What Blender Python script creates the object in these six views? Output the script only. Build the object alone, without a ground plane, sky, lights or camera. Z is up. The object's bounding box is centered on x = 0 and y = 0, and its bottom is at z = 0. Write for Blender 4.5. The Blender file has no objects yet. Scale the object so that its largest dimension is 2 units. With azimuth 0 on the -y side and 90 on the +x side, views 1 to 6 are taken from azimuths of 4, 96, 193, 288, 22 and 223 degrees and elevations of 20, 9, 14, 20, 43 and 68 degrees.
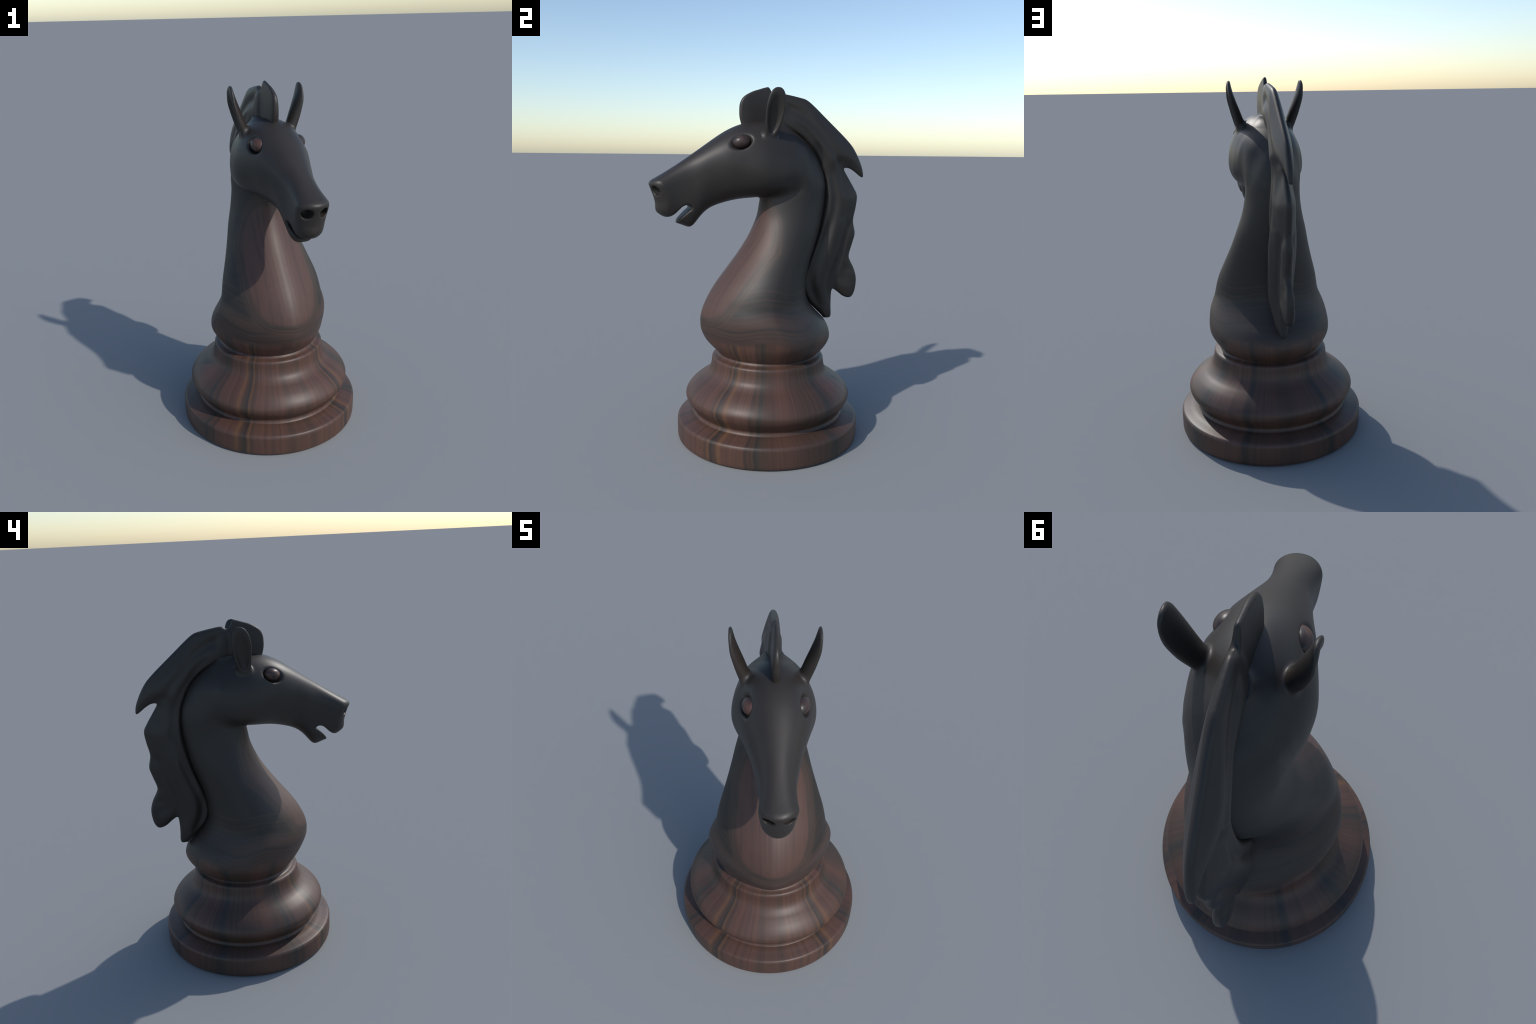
"""Turned and carved dark-wood chess knight.

Local frame: x = across the horse (s), y = towards its tail (q), z = up.
The whole piece is parented to an Empty that turns it 25 degrees about z.
The carved parts are implicit solids (lofted sections, blades, ellipsoids with
soft unions) meshed by a small surface-nets routine.
"""
import bpy, math
import numpy as np

STEP = 0.004            # sampling step of the carved solids
TURN = math.radians(25.0)
AXIS = (0.0, 0.0393, 0.0)

# ---------------------------------------------------------------- helpers ---
def pchip(xk, yk, x):
    """Monotone cubic interpolation through keyed values."""
    xk = np.asarray(xk, float); yk = np.asarray(yk, float)
    h = np.diff(xk); d = np.diff(yk) / h
    m = np.zeros_like(yk)
    m[0], m[-1] = d[0], d[-1]
    for i in range(1, len(yk) - 1):
        if d[i - 1] * d[i] > 0:
            w1, w2 = 2 * h[i] + h[i - 1], h[i] + 2 * h[i - 1]
            m[i] = (w1 + w2) / (w1 / d[i - 1] + w2 / d[i])
    x = np.clip(x, xk[0], xk[-1])
    i = np.clip(np.searchsorted(xk, x) - 1, 0, len(h) - 1)
    t = (x - xk[i]) / h[i]
    return ((1 + 2 * t) * (1 - t) ** 2 * yk[i] + t * (1 - t) ** 2 * h[i] * m[i]
            + t * t * (3 - 2 * t) * yk[i + 1] + t * t * (t - 1) * h[i] * m[i + 1])

def keyed(table, x):
    t = np.array(table, float)
    return [pchip(t[:, 0], t[:, k], x) for k in range(1, t.shape[1])]

def cubic(xk, yk, x):
    """Natural cubic spline (smooth curvature) through keyed values."""
    xk = np.asarray(xk, float); yk = np.asarray(yk, float)
    n = len(xk); h = np.diff(xk)
    A = np.eye(n); r = np.zeros(n)
    for i in range(1, n - 1):
        A[i, i - 1:i + 2] = h[i - 1], 2 * (h[i - 1] + h[i]), h[i]
        r[i] = 6 * ((yk[i + 1] - yk[i]) / h[i] - (yk[i] - yk[i - 1]) / h[i - 1])
    m = np.linalg.solve(A, r)
    x = np.clip(x, xk[0], xk[-1])
    i = np.clip(np.searchsorted(xk, x) - 1, 0, n - 2)
    a = xk[i + 1] - x; b = x - xk[i]; hh = h[i]
    return (m[i] * a ** 3 + m[i + 1] * b ** 3) / (6 * hh) + (yk[i] / hh - m[i] * hh / 6) * a + (yk[i + 1] / hh - m[i + 1] * hh / 6) * b

def blur(A, sigma):
    """Gaussian blur of a 1D or 2D map, sigma in samples."""
    r = int(3 * sigma) + 1
    k = np.exp(-0.5 * (np.arange(-r, r + 1) / sigma) ** 2); k /= k.sum()
    for ax in range(A.ndim):
        p = [(0, 0)] * A.ndim; p[ax] = (r, r)
        B = np.pad(A, p, mode="edge")
        n = A.shape[ax]
        A = sum(w * np.take(B, range(j, j + n), axis=ax) for j, w in enumerate(k))
    return A

def fade(p, lo=0.12, hi=0.12):
    f = np.clip(p / lo, 0, 1) * np.clip((1 - p) / hi, 0, 1)
    return f * f * (3 - 2 * f)

def spline(pts, closed=False, n=6):
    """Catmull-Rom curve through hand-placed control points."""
    p = np.array(pts, float)
    k = len(p)
    out = []
    rng = range(k) if closed else range(k - 1)
    for i in rng:
        if closed:
            a, b, c, d = p[(i - 1) % k], p[i], p[(i + 1) % k], p[(i + 2) % k]
        else:
            a, b, c, d = p[max(i - 1, 0)], p[i], p[i + 1], p[min(i + 2, k - 1)]
        for t in np.linspace(0, 1, n, endpoint=False):
            out.append(0.5 * (2 * b + (c - a) * t + (2 * a - 5 * b + 4 * c - d) * t * t
                              + (3 * b - a - 3 * c + d) * t ** 3))
    if not closed:
        out.append(p[-1])
    return np.array(out)

def dist_line(Y, Z, pl, closed=False):
    """Distance to a polyline and the running parameter (0..1) of the nearest point."""
    best = np.full(Y.shape, 1e9); par = np.zeros(Y.shape)
    seg = len(pl) if closed else len(pl) - 1
    for i in range(seg):
        a, b = pl[i], pl[(i + 1) % len(pl)]
        ab = b - a
        t = np.clip(((Y - a[0]) * ab[0] + (Z - a[1]) * ab[1]) / max(ab @ ab, 1e-12), 0, 1)
        d = np.hypot(Y - a[0] - t * ab[0], Z - a[1] - t * ab[1])
        m = d < best
        best = np.where(m, d, best); par = np.where(m, (i + t) / seg, par)
    return best, par

def inside(Y, Z, pl):
    r = np.zeros(Y.shape, bool)
    for i in range(len(pl)):
        a, b = pl[i], pl[(i + 1) % len(pl)]
        if a[1] == b[1]:
            continue
        c = ((a[1] > Z) != (b[1] > Z)) & (Y < (b[0] - a[0]) * (Z - a[1]) / (b[1] - a[1]) + a[0])
        r ^= c
    return r

def smin(a, b, k):
    h = np.clip(0.5 + 0.5 * (b - a) / k, 0, 1)
    return b + (a - b) * h - k * h * (1 - h)

def smax(a, b, k):
    return -smin(-a, -b, k)

def surface_nets(F, org, h):
    """Quad mesh of the zero level of the sampled field F (negative inside)."""
    ins = F < 0
    n = np.array(F.shape) - 1
    cnt = np.zeros(n, np.int8)
    for dx in (0, 1):
        for dy in (0, 1):
            for dz in (0, 1):
                cnt += ins[dx:dx + n[0], dy:dy + n[1], dz:dz + n[2]]
    act = (cnt > 0) & (cnt < 8)
    idx = np.argwhere(act)
    ident = np.full(n, -1, np.int32); ident[act] = np.arange(len(idx))
    acc = np.zeros((len(idx), 3)); num = np.zeros(len(idx))
    for ax in range(3):
        o1, o2 = [a for a in range(3) if a != ax]
        for u in (0, 1):
            for v in (0, 1):
                c0 = idx.copy(); c0[:, o1] += u; c0[:, o2] += v
                c1 = c0.copy(); c1[:, ax] += 1
                f0 = F[tuple(c0.T)]; f1 = F[tuple(c1.T)]
                m = (f0 < 0) != (f1 < 0)
                t = np.where(m, f0 / np.where(m, f0 - f1, 1), 0)
                p = c0.astype(float); p[:, ax] += t
                acc[m] += p[m]; num[m] += 1
    V = acc / num[:, None] * h + np.array(org)
    Q = []
    for ax in range(3):
        o1, o2 = [(1, 2), (2, 0), (0, 1)][ax]
        a = [slice(None)] * 3; b = [slice(None)] * 3
        a[ax] = slice(0, -1); b[ax] = slice(1, None)
        A = ins[tuple(a)]; B = ins[tuple(b)]
        e = np.argwhere(A != B)
        ok = (e[:, o1] > 0) & (e[:, o2] > 0) & (e[:, o1] < n[o1]) & (e[:, o2] < n[o2]) & (e[:, ax] < n[ax])
        e = e[ok]
        fl = A[tuple(e.T)]
        c = []
        for u, v in ((-1, -1), (0, -1), (0, 0), (-1, 0)):
            g = e.copy(); g[:, o1] += u; g[:, o2] += v
            c.append(ident[tuple(g.T)])
        q = np.stack(c, 1)
        q[~fl] = q[~fl][:, ::-1]
        Q.append(q)
    Q = np.concatenate(Q)
    return V, Q[(Q >= 0).all(1)]

def relax(V, Q, passes=3):
    """Taubin smoothing: takes out the sampling steps, keeps the volume."""
    e = np.concatenate([Q[:, [0, 1]], Q[:, [1, 2]], Q[:, [2, 3]], Q[:, [3, 0]]])
    e = np.concatenate([e, e[:, ::-1]])
    deg = np.bincount(e[:, 0], minlength=len(V))[:, None]
    for _ in range(passes):
        for lam in (0.55, -0.57):
            s = np.stack([np.bincount(e[:, 0], V[e[:, 1], k], len(V)) for k in range(3)], 1)
            V = V + lam * (s / deg - V)
    return V

def vertex_normals(V, Q):
    d1 = V[Q[:, 2]] - V[Q[:, 0]]; d2 = V[Q[:, 3]] - V[Q[:, 1]]
    fn = np.cross(d1, d2)
    N = np.zeros_like(V)
    for k in range(4):
        for c in range(3):
            N[:, c] += np.bincount(Q[:, k], fn[:, c], len(V))
    return N / np.maximum(np.linalg.norm(N, axis=1, keepdims=True), 1e-12)

def mesh_object(name, V, Q, mat, parent, normals=None):
    me = bpy.data.meshes.new(name)
    me.from_pydata(V.tolist(), [], Q.tolist())
    me.validate()
    me.materials.append(mat)
    me.polygons.foreach_set("use_smooth", np.ones(len(me.polygons), bool))
    if normals is not None:
        me.normals_split_custom_set_from_vertices([tuple(n) for n in normals])
    me.update()
    ob = bpy.data.objects.new(name, me)
    bpy.context.collection.objects.link(ob)
    ob.parent = parent
    return ob

def grid(lo, hi, h):
    ax = [np.arange(l, u + h, h) for l, u in zip(lo, hi)]
    return ax

# -------------------------------------------------------------- materials ---
class Nodes:
    def __init__(self, name):
        self.mat = bpy.data.materials.new(name)
        self.mat.use_nodes = True
        self.t = self.mat.node_tree
        self.t.nodes.clear()
        self.out = self.t.nodes.new("ShaderNodeOutputMaterial")
        self.bsdf = self.t.nodes.new("ShaderNodeBsdfPrincipled")
        self.t.links.new(self.bsdf.outputs[0], self.out.inputs[0])
        tc = self.t.nodes.new("ShaderNodeTexCoord")
        self.obj = tc.outputs["Object"]
        sx = self.t.nodes.new("ShaderNodeSeparateXYZ")
        self.t.links.new(self.obj, sx.inputs[0])
        self.x, self.y, self.z = sx.outputs

    def _set(self, sock, v):
        if isinstance(v, bpy.types.NodeSocket):
            self.t.links.new(v, sock)
        else:
            sock.default_value = v

    def math(self, op, a, b=0.0, c=0.0, clamp=False):
        n = self.t.nodes.new("ShaderNodeMath"); n.operation = op; n.use_clamp = clamp
        for s, v in zip(n.inputs, (a, b, c)):
            self._set(s, v)
        return n.outputs[0]

    def vec(self, x, y, z):
        n = self.t.nodes.new("ShaderNodeCombineXYZ")
        for s, v in zip(n.inputs, (x, y, z)):
            self._set(s, v)
        return n.outputs[0]

    def noise(self, v, scale, detail=3.0, rough=0.5, dist=0.0):
        n = self.t.nodes.new("ShaderNodeTexNoise")
        self._set(n.inputs["Vector"], v)
        n.inputs["Scale"].default_value = scale
        n.inputs["Detail"].default_value = detail
        n.inputs["Roughness"].default_value = rough
        n.inputs["Distortion"].default_value = dist
        return n.outputs[0]

    def ramp(self, f, stops, mode="LINEAR"):
        n = self.t.nodes.new("ShaderNodeValToRGB")
        n.color_ramp.interpolation = mode
        e = n.color_ramp.elements
        while len(e) < len(stops):
            e.new(0.5)
        for el, (p, c) in zip(e, stops):
            el.position = p
            el.color = (c, c, c, 1) if isinstance(c, float) else (*c, 1)
        self._set(n.inputs[0], f)
        return n.outputs[0]

    def mix(self, f, a, b, mode="MIX"):
        n = self.t.nodes.new("ShaderNodeMix"); n.data_type = "RGBA"; n.blend_type = mode
        self._set(n.inputs[0], f)
        for s, v in ((n.inputs[6], a), (n.inputs[7], b)):
            self._set(s, v if isinstance(v, bpy.types.NodeSocket) else (*v, 1))
        return n.outputs[2]

    def step(self, v, lo, hi):
        n = self.t.nodes.new("ShaderNodeMapRange"); n.interpolation_type = "SMOOTHSTEP"
        self._set(n.inputs[0], v)
        n.inputs[1].default_value = lo; n.inputs[2].default_value = hi
        return n.outputs[0]

    def finish(self, col, rough=0.4, spec=0.40):
        self._set(self.bsdf.inputs["Base Color"], col)
        self._set(self.bsdf.inputs["Roughness"], rough)
        self.bsdf.inputs["Specular IOR Level"].default_value = spec
        return self.mat

CHAR = (0.0250, 0.0208, 0.0180)     # charcoal of head, mane and neck
RED = (0.076, 0.039, 0.029)         # red-brown heartwood
BROWN = (0.053, 0.032, 0.024)
ORANGE = (0.110, 0.055, 0.030)
DARK = (0.030, 0.024, 0.021)
GREEN = (0.037, 0.030, 0.025)
ROUGH = 0.46

def streaks(n):
    """Long streaks that run up the turned parts: fixed in the angle round the
    axis, mirrored left and right of the horse."""
    ang = n.math("ARCTAN2", n.math("ABSOLUTE", n.x), n.math("MULTIPLY", n.y, -1.0))
    ang = n.math("DIVIDE", ang, math.pi)
    wob = n.noise(n.vec(n.math("MULTIPLY", ang, 3.0), 0.0, n.math("MULTIPLY", n.z, 2.2)), 1.6, 2.0)
    a = n.math("ADD", ang, n.math("MULTIPLY", n.math("SUBTRACT", wob, 0.5), 0.035))
    d = 1 / 180.0
    stops = [(0, RED), (8 * d, BROWN), (11 * d, RED), (17.5 * d, RED), (19 * d, (0.048, 0.031, 0.027)), (20.5 * d, RED),
             (30 * d, RED), (33.6 * d, BROWN), (35 * d, ORANGE), (36.6 * d, DARK), (40.5 * d, BROWN),
             (43.5 * d, ORANGE), (45 * d, RED), (59 * d, RED), (60.2 * d, DARK), (61.4 * d, BROWN),
             (64.5 * d, BROWN), (65.6 * d, GREEN), (68 * d, GREEN), (69.4 * d, BROWN), (82 * d, RED),
             (100 * d, BROWN), (112 * d, BROWN), (115 * d, GREEN), (118 * d, DARK), (121 * d, BROWN),
             (132 * d, RED), (148 * d, RED), (153 * d, DARK), (156 * d, BROWN), (168 * d, RED), (1.0, BROWN)]
    col = n.ramp(a, stops)
    fine = n.noise(n.vec(n.math("MULTIPLY", a, 80.0), n.math("MULTIPLY", n.z, 0.8), 0.0), 1.0, 4.0, 0.65)
    col = n.mix(1.0, col, n.ramp(fine, [(0.22, (0.55, 0.55, 0.56)), (0.48, (1.0, 1.0, 1.0)), (0.75, (1.35, 1.20, 1.05))]), "MULTIPLY")
    return col

def turned_wood():
    n = Nodes("turned_dark_wood")
    return n.finish(streaks(n), ROUGH)

def carved_wood():
    """Body: charcoal, a red-brown heartwood shield on the chest framed by thin
    grain lines, wavy bands round the shoulder and streaks below."""
    n = Nodes("carved_dark_wood")
    s = n.math("ABSOLUTE", n.x)
    warp = n.noise(n.obj, 3.0, 2.0)
    warp = n.math("SUBTRACT", warp, 0.5)
    # shield: super-ellipse seen from the front
    wide = n.ramp(n.math("DIVIDE", n.z, 2.0), [(0.30, 0.195), (0.45, 0.21), (0.55, 0.19), (0.68, 0.11)])
    a = n.math("POWER", n.math("DIVIDE", s, wide), 4.0)
    b = n.math("POWER", n.math("ABSOLUTE", n.math("DIVIDE", n.math("SUBTRACT", n.z, 1.03), 0.33)), 4.0)
    rho = n.math("POWER", n.math("ADD", a, b), 0.25)
    rho = n.math("ADD", rho, n.math("MULTIPLY", warp, 0.10))
    front = n.step(n.y, 0.06, 0.0)
    # inside of the shield: fine upright grain
    fine = n.noise(n.vec(n.math("MULTIPLY", s, 70.0), n.math("MULTIPLY", n.z, 1.5), n.math("MULTIPLY", warp, 3.0)), 1.0, 3.0, 0.6)
    heart = n.ramp(fine, [(0.25, (0.052, 0.030, 0.026)), (0.5, (0.074, 0.040, 0.032)), (0.7, (0.086, 0.046, 0.034))])
    # frame lines: dark and rust lines parallel to its border
    frame = n.noise(n.vec(n.math("MULTIPLY", rho, 16.0), n.math("MULTIPLY", warp, 1.5), 0.0), 1.0, 3.0, 0.6)
    lines = n.ramp(frame, [(0.34, (0.028, 0.023, 0.020)), (0.47, (0.046, 0.032, 0.026)), (0.55, (0.074, 0.041, 0.028)), (0.62, (0.034, 0.026, 0.022))])
    shield = n.mix(n.step(rho, 0.86, 0.94), heart, lines)
    # shoulder: level bands that wave up and down
    wav = n.math("MULTIPLY", n.math("SINE", n.math("MULTIPLY", n.y, 17.0)), 0.018)
    lev = n.math("ADD", n.math("ADD", n.z, wav), n.math("MULTIPLY", warp, 0.05))
    band = n.noise(n.vec(n.math("MULTIPLY", lev, 42.0), 0.0, 0.0), 1.0, 4.0, 0.6)
    bands = n.ramp(band, [(0.32, (0.026, 0.022, 0.020)), (0.45, (0.048, 0.032, 0.027)), (0.55, (0.062, 0.037, 0.029)), (0.68, (0.034, 0.027, 0.023))])
    back = n.step(n.y, -0.05, 0.26)
    bands = n.mix(back, bands, n.mix(0.6, bands, CHAR))
    thin = n.ramp(band, [(0.50, CHAR), (0.56, (0.042, 0.028, 0.022)), (0.62, CHAR)])
    col = n.mix(n.step(lev, 0.98, 0.90), CHAR, thin)
    col = n.mix(n.step(lev, 0.80, 0.74), col, bands)
    inz = n.math("MULTIPLY", front, n.step(rho, 1.16, 1.02))
    col = n.mix(inz, col, shield)
    col = n.mix(n.step(lev, 0.625, 0.605), col, streaks(n))
    return n.finish(col, 0.50)

def charcoal_wood():
    n = Nodes("charcoal_wood")
    m = n.noise(n.obj, 5.0, 3.0)
    col = n.ramp(m, [(0.3, (0.0230, 0.0192, 0.0168)), (0.7, (0.0285, 0.0235, 0.0202))])
    return n.finish(col, ROUGH)

def eye_wood():
    n = Nodes("eye_wood")
    m = n.noise(n.vec(n.math("MULTIPLY", n.y, 3.0), n.z, n.math("MULTIPLY", n.x, 3.0)), 9.0, 3.0)
    col = n.ramp(m, [(0.35, (0.026, 0.022, 0.021)), (0.5, (0.042, 0.027, 0.024)), (0.65, (0.075, 0.036, 0.028))])
    return n.finish(col, 0.38)

# ------------------------------------------------------------ carved body ---
#        z     front   back   half-width
BODY = [(0.440, -0.262, 0.262, 0.262), (0.480, -0.272, 0.280, 0.272), (0.500, -0.285, 0.300, 0.287),
        (0.530, -0.312, 0.337, 0.309), (0.560, -0.341, 0.362, 0.329), (0.590, -0.366, 0.374, 0.344),
        (0.630, -0.387, 0.366, 0.348), (0.670, -0.399, 0.346, 0.344), (0.710, -0.400, 0.308, 0.337),
        (0.760, -0.390, 0.262, 0.319), (0.800, -0.374, 0.236, 0.303), (0.850, -0.348, 0.222, 0.294),
        (0.900, -0.316, 0.221, 0.283), (1.000, -0.239, 0.238, 0.250), (1.100, -0.164, 0.272, 0.217),
        (1.200, -0.104, 0.307, 0.189), (1.300, -0.064, 0.332, 0.161), (1.380, -0.050, 0.346, 0.148),
        (1.450, -0.020, 0.348, 0.143), (1.520, 0.010, 0.336, 0.132), (1.600, 0.010, 0.305, 0.116),
        (1.680, 0.000, 0.250, 0.096), (1.740, 0.000, 0.180, 0.068), (1.785, 0.020, 0.120, 0.038)]

#        top (q, z)       bottom (q, z)    half-width
HEAD = [(0.165, 1.725, 0.125, 1.465, 0.134), (0.100, 1.772, 0.050, 1.416, 0.182),
        (0.020, 1.803, -0.015, 1.402, 0.197), (-0.060, 1.812, -0.085, 1.395, 0.198),
        (-0.165, 1.797, -0.190, 1.386, 0.173), (-0.250, 1.760, -0.280, 1.366, 0.147),
        (-0.330, 1.709, -0.355, 1.336, 0.120), (-0.400, 1.660, -0.412, 1.284, 0.101),
        (-0.460, 1.618, -0.448, 1.240, 0.087), (-0.520, 1.579, -0.500, 1.250, 0.081),
        (-0.575, 1.544, -0.552, 1.268, 0.083), (-0.630, 1.513, -0.592, 1.293, 0.088),
        (-0.668, 1.489, -0.632, 1.312, 0.086), (-0.720, 1.458, -0.680, 1.330, 0.086)]

MOUTH = [(-0.4555, 1.346), (-0.464, 1.358), (-0.480, 1.362), (-0.503, 1.354), (-0.523, 1.336), (-0.546, 1.313),
         (-0.570, 1.297), (-0.602, 1.284), (-0.602, 1.250), (-0.550, 1.259), (-0.522, 1.285), (-0.498, 1.306), (-0.472, 1.328), (-0.460, 1.337)]

def body_field(X, Y, Z, ay, az):
    # torso and neck: level sections
    qf, qb, w = [blur(a, 0.012 / STEP) for a in keyed(BODY, az)]
    nf = pchip([0.46, 0.52, 0.62, 1.30, 1.45, 1.60], [2.0, 1.90, 1.56, 1.86, 1.95, 2.0], az)
    nb = pchip([0.46, 0.52, 0.62, 0.72, 0.90, 1.10, 1.40, 1.60], [2.0, 1.90, 1.72, 1.60, 1.72, 1.66, 1.52, 1.5], az)
    qc, hq = (qf + qb) / 2, (qb - qf) / 2
    v = np.clip((ay[:, None] - qc) / hq, -6, 6)
    n = np.where(v > 0, nb, nf)
    v = np.abs(v)
    R = np.minimum(w, hq)
    rho = ((X / w) ** n + (v ** n)[None]) ** (1 / n)
    neck = (rho - 1) * R
    cap = np.maximum(0.47 - Z, Z - 1.80)
    neck = np.maximum(neck, cap)
    # head: sections fanned round the throat
    YY, ZZ = np.meshgrid(ay, az, indexing="ij")
    st = np.array(HEAD)
    k = len(st)
    sd = []
    for a in st:
        d = np.array([a[0] - a[2], a[1] - a[3]]); L = np.hypot(*d)
        nrm = np.array([-d[1], d[0]]) / L            # points towards the nose
        sd.append((YY - a[2]) * nrm[0] + (ZZ - a[3]) * nrm[1])
    t = np.zeros(YY.shape)
    over = -sd[0]
    for i in range(k - 1):
        m = (sd[i] >= 0) & (sd[i + 1] < 0)
        t = np.where(m, i + sd[i] / np.maximum(sd[i] - sd[i + 1], 1e-9), t)
    t = np.where(sd[-1] >= 0, k - 1, t)
    t = blur(t, 0.028 / STEP)
    key = np.arange(k)
    P = [cubic(key, st[:, c], t) for c in range(5)]
    d0, d1 = P[0] - P[2], P[1] - P[3]
    H = np.hypot(d0, d1)
    vv = ((YY - P[2]) * d0 + (ZZ - P[3]) * d1) / H ** 2 * 2 - 1
    W = P[4]
    R = np.minimum(W, H / 2)
    # the cheeks are widest low down, the muzzle is widest high up
    v0 = cubic([0, 2, 3, 4, 5, 6, 9, 13], [-0.30, -0.32, -0.24, -0.06, 0.12, 0.26, 0.42, 0.45], t)
    vv = np.clip(vv, -6, 6)
    vs = np.where(vv > v0, (vv - v0) / (1 - v0), (vv - v0) / (1 + v0))
    nn = np.where(vv > v0, cubic([0, 2, 4, 8, 13], [1.9, 1.92, 2.05, 2.2, 2.3], t), cubic([0, 3, 5, 6.5, 8.5, 13], [2.3, 2.25, 1.85, 1.9, 2.4, 2.1], t))
    rho = ((np.abs(X) / W) ** nn + np.abs(vs) ** nn) ** (1 / nn)
    head = (rho - 1) * R
    head = smax(head, over[None] + 0 * X, 0.07)
    # blunt nose
    fq = pchip([1.25, 1.30, 1.33, 1.365, 1.40, 1.44, 1.474, 1.53], [-0.600, -0.628, -0.643, -0.643, -0.650, -0.664, -0.676, -0.686], az)
    bow = pchip([1.33, 1.40, 1.48], [8.0, 7.0, 5.8], az)
    face = (fq - ay[:, None])[None] * 0.96 + bow * X * X
    head = smax(head, face, 0.026)
    # mouth: a slit right through
    pl = spline(MOUTH, True, 5)
    dm, _ = dist_line(YY, ZZ, pl, True)
    dm = np.where(inside(YY, ZZ, pl), -dm, dm)
    head = smax(head, -dm[None] + 0 * X, 0.012)
    # nostrils
    e = np.sqrt(((np.abs(X) - 0.043) / 0.027) ** 2 + (((YY + 0.645) / 0.055) ** 2 + ((ZZ - 1.438) / 0.026) ** 2)[None])
    head = smax(head, -(e - 1) * 0.026, 0.008)
    # eye sockets: a groove round each ball
    ca, sa = math.cos(math.radians(12)), math.sin(math.radians(12))
    y1 = (YY + 0.200) * ca + (ZZ - 1.700) * sa
    z1 = -(YY + 0.200) * sa + (ZZ - 1.700) * ca
    e = np.sqrt(((np.abs(X) - 0.134) / 0.032) ** 2 + ((y1 / 0.057) ** 2 + (z1 / 0.044) ** 2)[None])
    head = smax(head, -(e - 1) * 0.032, 0.014)
    # ears: thick leaves hollowed like a spoon on the outer side
    zk = [1.70, 1.76, 1.82, 1.88, 1.93, 1.965, 1.985]
    s0 = pchip(zk, [0.116, 0.139, 0.160, 0.178, 0.189, 0.194, 0.195], az)
    q0 = pchip(zk, [-0.045, -0.036, -0.030, -0.026, -0.022, -0.018, -0.015], az)
    we = pchip(zk, [0.034, 0.041, 0.049, 0.053, 0.048, 0.034, 0.012], az)
    th = pchip(zk, [0.026, 0.029, 0.027, 0.021, 0.014, 0.010, 0.006], az)
    cup = pchip(zk, [0.004, 0.008, 0.012, 0.012, 0.008, 0.004, 0.0], az)
    a = (ay[:, None] - q0) / we
    b = np.abs(X) - s0 - (cup * np.minimum(a * a, 1.3))[None]
    ear = (np.sqrt((b / th) ** 2 + (np.abs(a) ** 2.6)[None]) - 1) * th
    ear = smax(ear, np.maximum(Z - 1.984, 1.70 - Z) + 0 * ear, 0.008)
    hol = np.sqrt(((b - 0.024) / 0.026) ** 2 + ((a * we / np.maximum(we - 0.007, 0.004)) ** 2 + ((az - 1.850) / 0.108)[None] ** 2)[None]) - 1
    ear = smax(ear, -hol * 0.024, 0.008)
    lab = np.where(ear < np.minimum(head, neck), 2, np.where(head < neck, 1, 0)).astype(np.int8)
    # tight fold at the throat, soft flow from cheek to neck
    k = 0.035 + 0.075 * pchip([-0.03, 0.10], [0.0, 1.0], ay)[None, :, None] * pchip([1.38, 1.52, 1.62, 1.74], [0.35, 1.0, 1.0, 0.1], az)[None, None, :]
    f = smin(neck, head, k)
    f = smin(f, ear, 0.022)
    return f, lab

def build_body(root, mats):
    h = STEP
    ax, ay, az = grid((0.0, -0.72, 0.452), (0.372, 0.40, 2.00), h)
    X = ax[:, None, None]
    Z = az[None, None, :]
    F = np.empty((len(ax), len(ay), len(az)), np.float32)
    L = np.empty(F.shape, np.int8)
    for i in range(0, len(ax), 12):
        f, l = body_field(X[i:i + 12], ay[None, :, None], Z, ay, az)
        F[i:i + 12] = f; L[i:i + 12] = l
    F = np.concatenate([F[:0:-1], F]); L = np.concatenate([L[:0:-1], L])
    org = (-ax[-1], ay[0], az[0])
    V, Q = surface_nets(F, org, h)
    V = relax(V, Q, 4)
    N = vertex_normals(V, Q)
    c = V[Q].mean(1)
    gi = np.clip(np.rint((c - np.array(org)) / h).astype(int), 0, np.array(F.shape) - 1)
    lab = L[tuple(gi.T)].astype(int)
    lab[(lab == 2) & (c[:, 2] < 1.735)] = 1
    lab[(lab == 0) & (c[:, 2] < 0.86)] = 3
    lab[(lab == 2) & (c[:, 0] > 0)] = 4
    for k, name, mat in ((3, "torso", 0), (0, "neck", 0), (1, "head", 1), (2, "ear", 1), (4, "ear", 1)):
        q = Q[lab == k]
        if not len(q):
            continue
        u, inv = np.unique(q, return_inverse=True)
        mesh_object(name, V[u], inv.reshape(q.shape), mats[mat], root, N[u])

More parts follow.
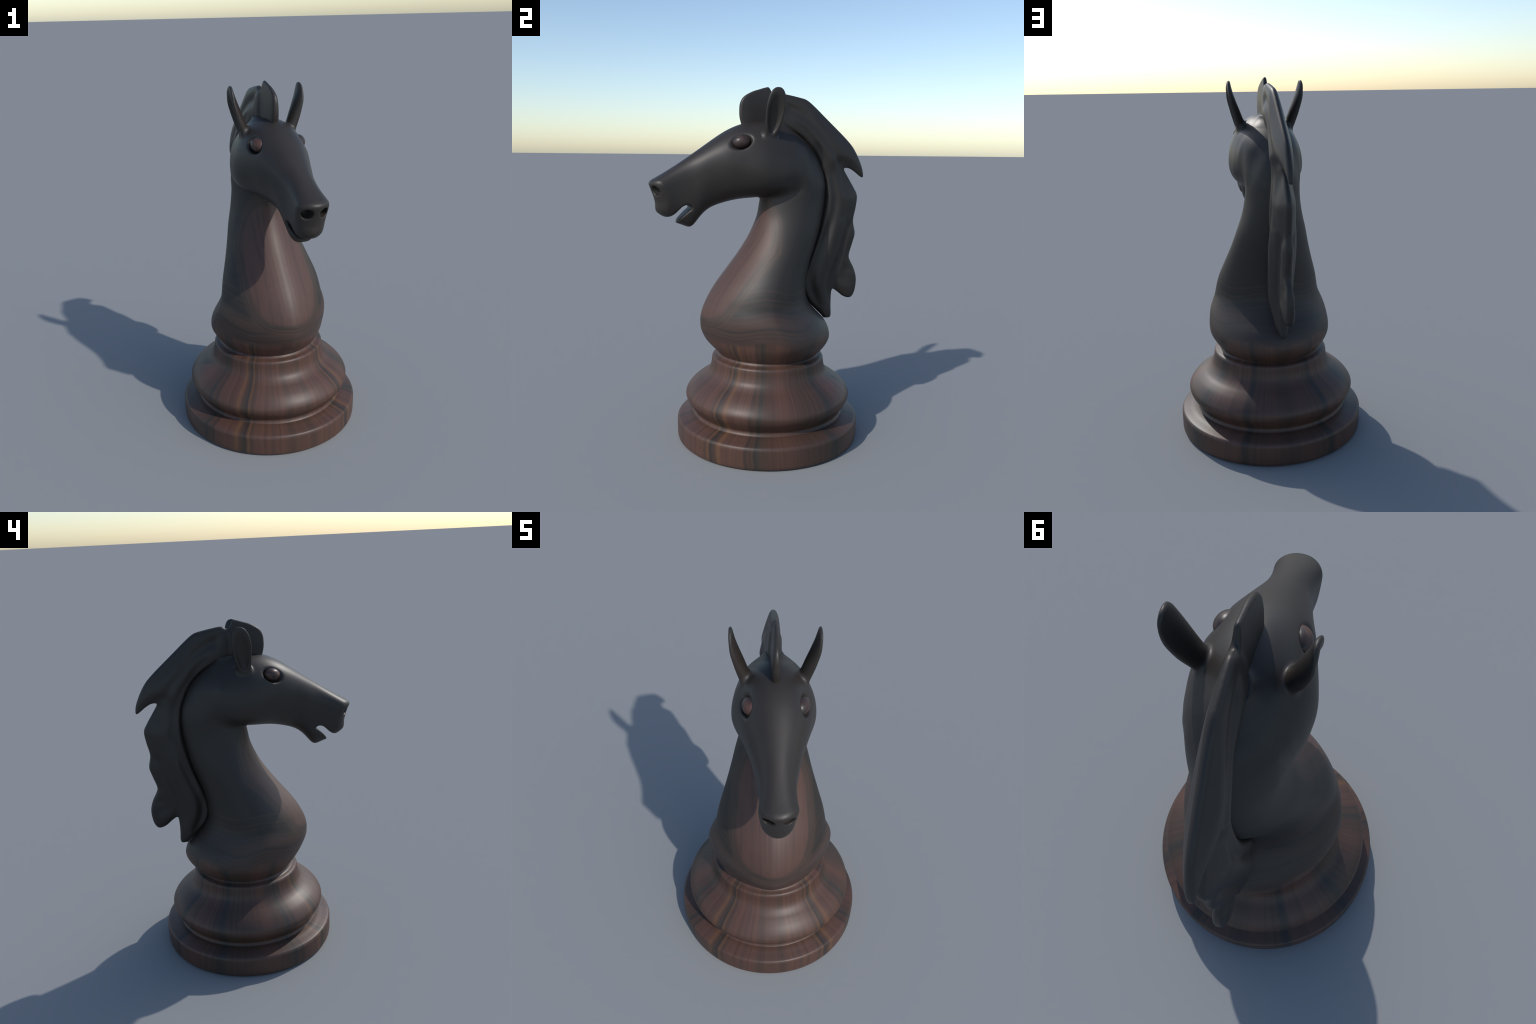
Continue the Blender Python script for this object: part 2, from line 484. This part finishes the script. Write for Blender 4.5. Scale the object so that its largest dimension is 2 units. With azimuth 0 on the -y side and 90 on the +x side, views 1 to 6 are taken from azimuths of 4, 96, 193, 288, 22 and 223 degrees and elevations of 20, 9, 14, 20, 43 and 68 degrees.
# ----------------------------------------------------------------- mane -----
MANE_OUT = [(0.033, 1.946), (0.050, 1.962), (0.070, 1.968), (0.116, 1.962), (0.180, 1.950), (0.222, 1.938), (0.268, 1.905),
            (0.340, 1.842), (0.410, 1.781), (0.467, 1.730), (0.515, 1.680), (0.551, 1.622), (0.578, 1.562),
            (0.587, 1.520), (0.583, 1.503), (0.563, 1.512), (0.533, 1.535), (0.498, 1.555), (0.468, 1.558),
            (0.464, 1.546), (0.491, 1.502), (0.529, 1.443), (0.551, 1.397), (0.545, 1.330), (0.530, 1.250),
            (0.543, 1.176), (0.530, 1.120), (0.508, 1.048), (0.514, 1.015), (0.541, 0.963), (0.558, 0.900), (0.552, 0.832),
            (0.535, 0.793), (0.512, 0.782), (0.475, 0.794), (0.434, 0.826), (0.404, 0.842), (0.396, 0.811),
            (0.395, 0.740), (0.398, 0.686), (0.388, 0.667), (0.352, 0.668)]
MANE_IN = [(0.352, 0.668), (0.335, 0.690), (0.282, 0.742), (0.234, 0.797), (0.208, 0.865), (0.216, 0.960),
           (0.250, 1.060), (0.284, 1.160), (0.306, 1.250), (0.322, 1.330), (0.330, 1.400), (0.328, 1.480),
           (0.312, 1.550), (0.272, 1.636), (0.222, 1.698), (0.166, 1.738), (0.105, 1.766), (0.020, 1.790)]
VALLEY = [  # curve, depth, width
    ([(0.060, 1.905), (0.157, 1.868), (0.225, 1.822), (0.290, 1.752), (0.355, 1.676), (0.405, 1.612), (0.445, 1.565)], 0.015, 0.022),
    ([(0.110, 1.815), (0.195, 1.770), (0.282, 1.672), (0.332, 1.596), (0.358, 1.530), (0.380, 1.440), (0.388, 1.360),
      (0.366, 1.264), (0.343, 1.197), (0.296, 1.072), (0.258, 0.951), (0.256, 0.869), (0.290, 0.796), (0.335, 0.740)], 0.023, 0.020),
    ([(0.238, 1.010), (0.238, 0.910), (0.250, 0.835), (0.285, 0.780), (0.330, 0.735)], 0.012, 0.018),
    ([(0.490, 1.260), (0.467, 1.178), (0.448, 1.104), (0.418, 1.009), (0.393, 0.925), (0.398, 0.850)], 0.019, 0.018),
    ([(0.455, 1.540), (0.440, 1.450), (0.440, 1.350), (0.430, 1.250)], 0.005, 0.03)]
RIDGE = [([(0.372, 1.376), (0.373, 1.181), (0.358, 1.069), (0.340, 0.984), (0.320, 0.900), (0.340, 0.800), (0.365, 0.72)], 0.008, 0.022),
         ([(0.500, 0.95), (0.500, 0.84)], 0.006, 0.035)]

FORELOCK = [(-0.150, 1.760), (-0.163, 1.800), (-0.172, 1.835), (-0.174, 1.870), (-0.170, 1.910), (-0.150, 1.944), (-0.104, 1.972),
            (-0.060, 1.987), (-0.016, 2.000), (-0.002, 1.996), (0.008, 1.980), (0.024, 1.950), (0.045, 1.925),
            (0.075, 1.900), (0.090, 1.850), (0.090, 1.780), (0.000, 1.760)]

def slab(X, th, sd, rmax):
    """Blade of varying half thickness with a rounded rim (sd > 0 inside the outline)."""
    r = np.minimum(th, rmax)
    gx = X - (th - r)[None]
    gd = (r - sd)[None]
    return np.where((gx > 0) & (gd > 0), np.hypot(np.maximum(gx, 0), np.maximum(gd, 0)), np.maximum(gx, gd)) - r[None]

def build_mane(root, mat):
    h = STEP
    ax, ay, az = grid((0.0, -0.20, 0.640), (0.13, 0.63, 2.01), h)
    X = ax[:, None, None]
    YY, ZZ = np.meshgrid(ay, az, indexing="ij")
    outer = spline(MANE_OUT, False, 5); inner = spline(MANE_IN, False, 5)
    poly = np.concatenate([outer[:-1], inner, [(0.02, 1.90)]])
    d_out, _ = dist_line(YY, ZZ, outer)
    d_in, par = dist_line(YY, ZZ, inner)
    ed, _ = dist_line(YY, ZZ, poly, True)
    sd = np.where(inside(YY, ZZ, poly), ed, -ed)
    d_out = np.where(sd > 0, d_out, 0.0)
    # half thickness: broad at the neck, thin at the free edge
    rim = pchip([0.66, 0.75, 0.87, 1.0, 1.2, 1.45, 1.62, 1.72, 1.80, 1.9, 2.0],
                [0.030, 0.052, 0.066, 0.070, 0.072, 0.070, 0.066, 0.060, 0.052, 0.038, 0.022], ZZ)
    rim = rim * pchip([0.0, 0.06, 0.15, 0.25], [0.50, 0.62, 0.88, 1.0], np.where(ZZ > 1.6, YY, 0.3))
    free = pchip([0.6, 0.8, 1.0, 1.5, 1.9, 2.0], [0.013, 0.015, 0.013, 0.010, 0.010, 0.011], ZZ)
    far = pchip([0.0, 0.08, 0.16, 0.26], [0.0, 0.05, 0.50, 1.0], d_in)
    rim = rim * (1 - 0.28 * np.exp(-(d_in / 0.022) ** 2))
    th = rim * (1 - far) + np.minimum(free + 0.008, rim) * far
    th = np.minimum(th, free + 0.50 * d_out)
    for c, dep, wid in VALLEY:
        d, p = dist_line(YY, ZZ, spline(c, False, 5)); th = th - fade(p) * dep * np.exp(-(d / wid) ** 2)
    for c, dep, wid in RIDGE:
        d, p = dist_line(YY, ZZ, spline(c, False, 5)); th = th + fade(p) * dep * np.exp(-(d / wid) ** 2)
    th = blur(np.maximum(th, 0.010), 0.012 / STEP)
    mane = slab(X, th, sd, 0.014)
    # forelock: a leaf standing between the ears
    pl = spline(FORELOCK, True, 5)
    d, _ = dist_line(YY, ZZ, pl, True)
    sd = np.where(inside(YY, ZZ, pl), d, -d)
    th = pchip([1.76, 1.80, 1.86, 1.94, 2.0], [0.026, 0.020, 0.019, 0.014, 0.008], ZZ)
    th = th * pchip([-0.18, -0.12, 0.0, 0.1], [0.8, 1.0, 1.0, 1.0], YY)
    lock = slab(X, th, sd, 0.012)
    F = smin(mane, lock, 0.030).astype(np.float32)
    L = lock < mane
    F = np.concatenate([F[:0:-1], F]); L = np.concatenate([L[:0:-1], L])
    org = np.array((-ax[-1], ay[0], az[0]))
    V, Q = surface_nets(F, org, h)
    V = relax(V, Q, 3)
    N = vertex_normals(V, Q)
    gi = np.clip(np.rint((V[Q].mean(1) - org) / h).astype(int), 0, np.array(F.shape) - 1)
    lab = L[tuple(gi.T)]
    for name, m in (("mane", ~lab), ("forelock", lab)):
        u, inv = np.unique(Q[m], return_inverse=True)
        mesh_object(name, V[u], inv.reshape(-1, 4), mat, root, N[u])

# ----------------------------------------------------------------- eyes -----
def build_eyes(root, mat):
    nu, nv = 64, 40
    V = []
    for j in range(nv + 1):
        p = math.pi * j / nv
        for i in range(nu):
            t = 2 * math.pi * i / nu
            V.append((0.039 * math.cos(p), 0.050 * math.sin(p) * math.cos(t), 0.0375 * math.sin(p) * math.sin(t)))
    Q = [(j * nu + i, j * nu + (i + 1) % nu, (j + 1) * nu + (i + 1) % nu, (j + 1) * nu + i)
         for j in range(nv) for i in range(nu)]
    me = None
    for sg in (1, -1):
        if me is None:
            ob = mesh_object("eye", np.array(V), np.array(Q), mat, root)
            me = ob.data
        else:
            ob = bpy.data.objects.new("eye", me); bpy.context.collection.objects.link(ob); ob.parent = root
        ob.location = (sg * 0.110, -0.196, 1.697)
        ob.rotation_euler = (math.radians(12), 0, math.radians(-20) * sg)

# ----------------------------------------------------------------- base -----
def lathe(name, prof, root, mat, sharp_n=5, seg=256):
    """Turned part from a closed profile (radius, height) run bottom to top."""
    p = np.array(prof)
    k = len(p)
    t = np.linspace(0, 2 * np.pi, seg, endpoint=False)
    V = np.stack([np.outer(p[:, 0], np.sin(t)), np.outer(p[:, 0], -np.cos(t)),
                  np.repeat(p[:, 1][:, None], seg, 1)], -1).reshape(-1, 3)
    i = np.arange(k - 1)[:, None] * seg; j = np.arange(seg)[None]
    Q = np.stack([i + j, i + (j + 1) % seg, i + seg + (j + 1) % seg, i + seg + j], -1).reshape(-1, 4)
    me = bpy.data.meshes.new(name)
    faces = Q.tolist() + [list(range(seg))[::-1], list(range((k - 1) * seg, k * seg))]
    me.from_pydata(V.tolist(), [], faces)
    me.materials.append(mat)
    me.polygons.foreach_set("use_smooth", [True] * (len(faces) - 2) + [False, False])
    me.update()
    ob = bpy.data.objects.new(name, me)
    bpy.context.collection.objects.link(ob); ob.parent = root
    return ob

def build_base(root, mat):
    lathe("base_disc", spline([(0.505, 0.000), (0.512, 0.0005), (0.519, 0.004), (0.525, 0.013), (0.527, 0.030), (0.5275, 0.065), (0.5275, 0.102),
                               (0.5255, 0.116), (0.519, 0.1255), (0.506, 0.131), (0.480, 0.139), (0.455, 0.147),
                               (0.420, 0.154), (0.400, 0.156)], False, 5), root, mat)
    lathe("base_bowl", spline([(0.444, 0.146), (0.436, 0.152), (0.430, 0.161), (0.429, 0.172), (0.440, 0.188), (0.454, 0.206), (0.467, 0.225),
                               (0.4745, 0.243), (0.4765, 0.260), (0.471, 0.277), (0.456, 0.299), (0.431, 0.324), (0.401, 0.346),
                               (0.373, 0.364), (0.351, 0.383), (0.338, 0.401), (0.331, 0.420), (0.327, 0.440),
                               (0.3250, 0.460), (0.323, 0.472), (0.317, 0.480), (0.308, 0.484), (0.298, 0.4875), (0.291, 0.492), (0.286, 0.499), (0.280, 0.506)], False, 5), root, mat)

# ------------------------------------------------------------------ all -----
def main():
    root = bpy.data.objects.new("chess_knight", None)
    bpy.context.collection.objects.link(root)
    root.location = AXIS
    root.rotation_euler = (0, 0, TURN)
    root["label"] = "dark wooden chess knight with horse head on turned base"
    root["category"] = "chess piece"
    turned, carved, char, eye = turned_wood(), carved_wood(), charcoal_wood(), eye_wood()
    build_base(root, turned)
    build_body(root, (carved, char))
    build_mane(root, char)
    build_eyes(root, eye)

main()
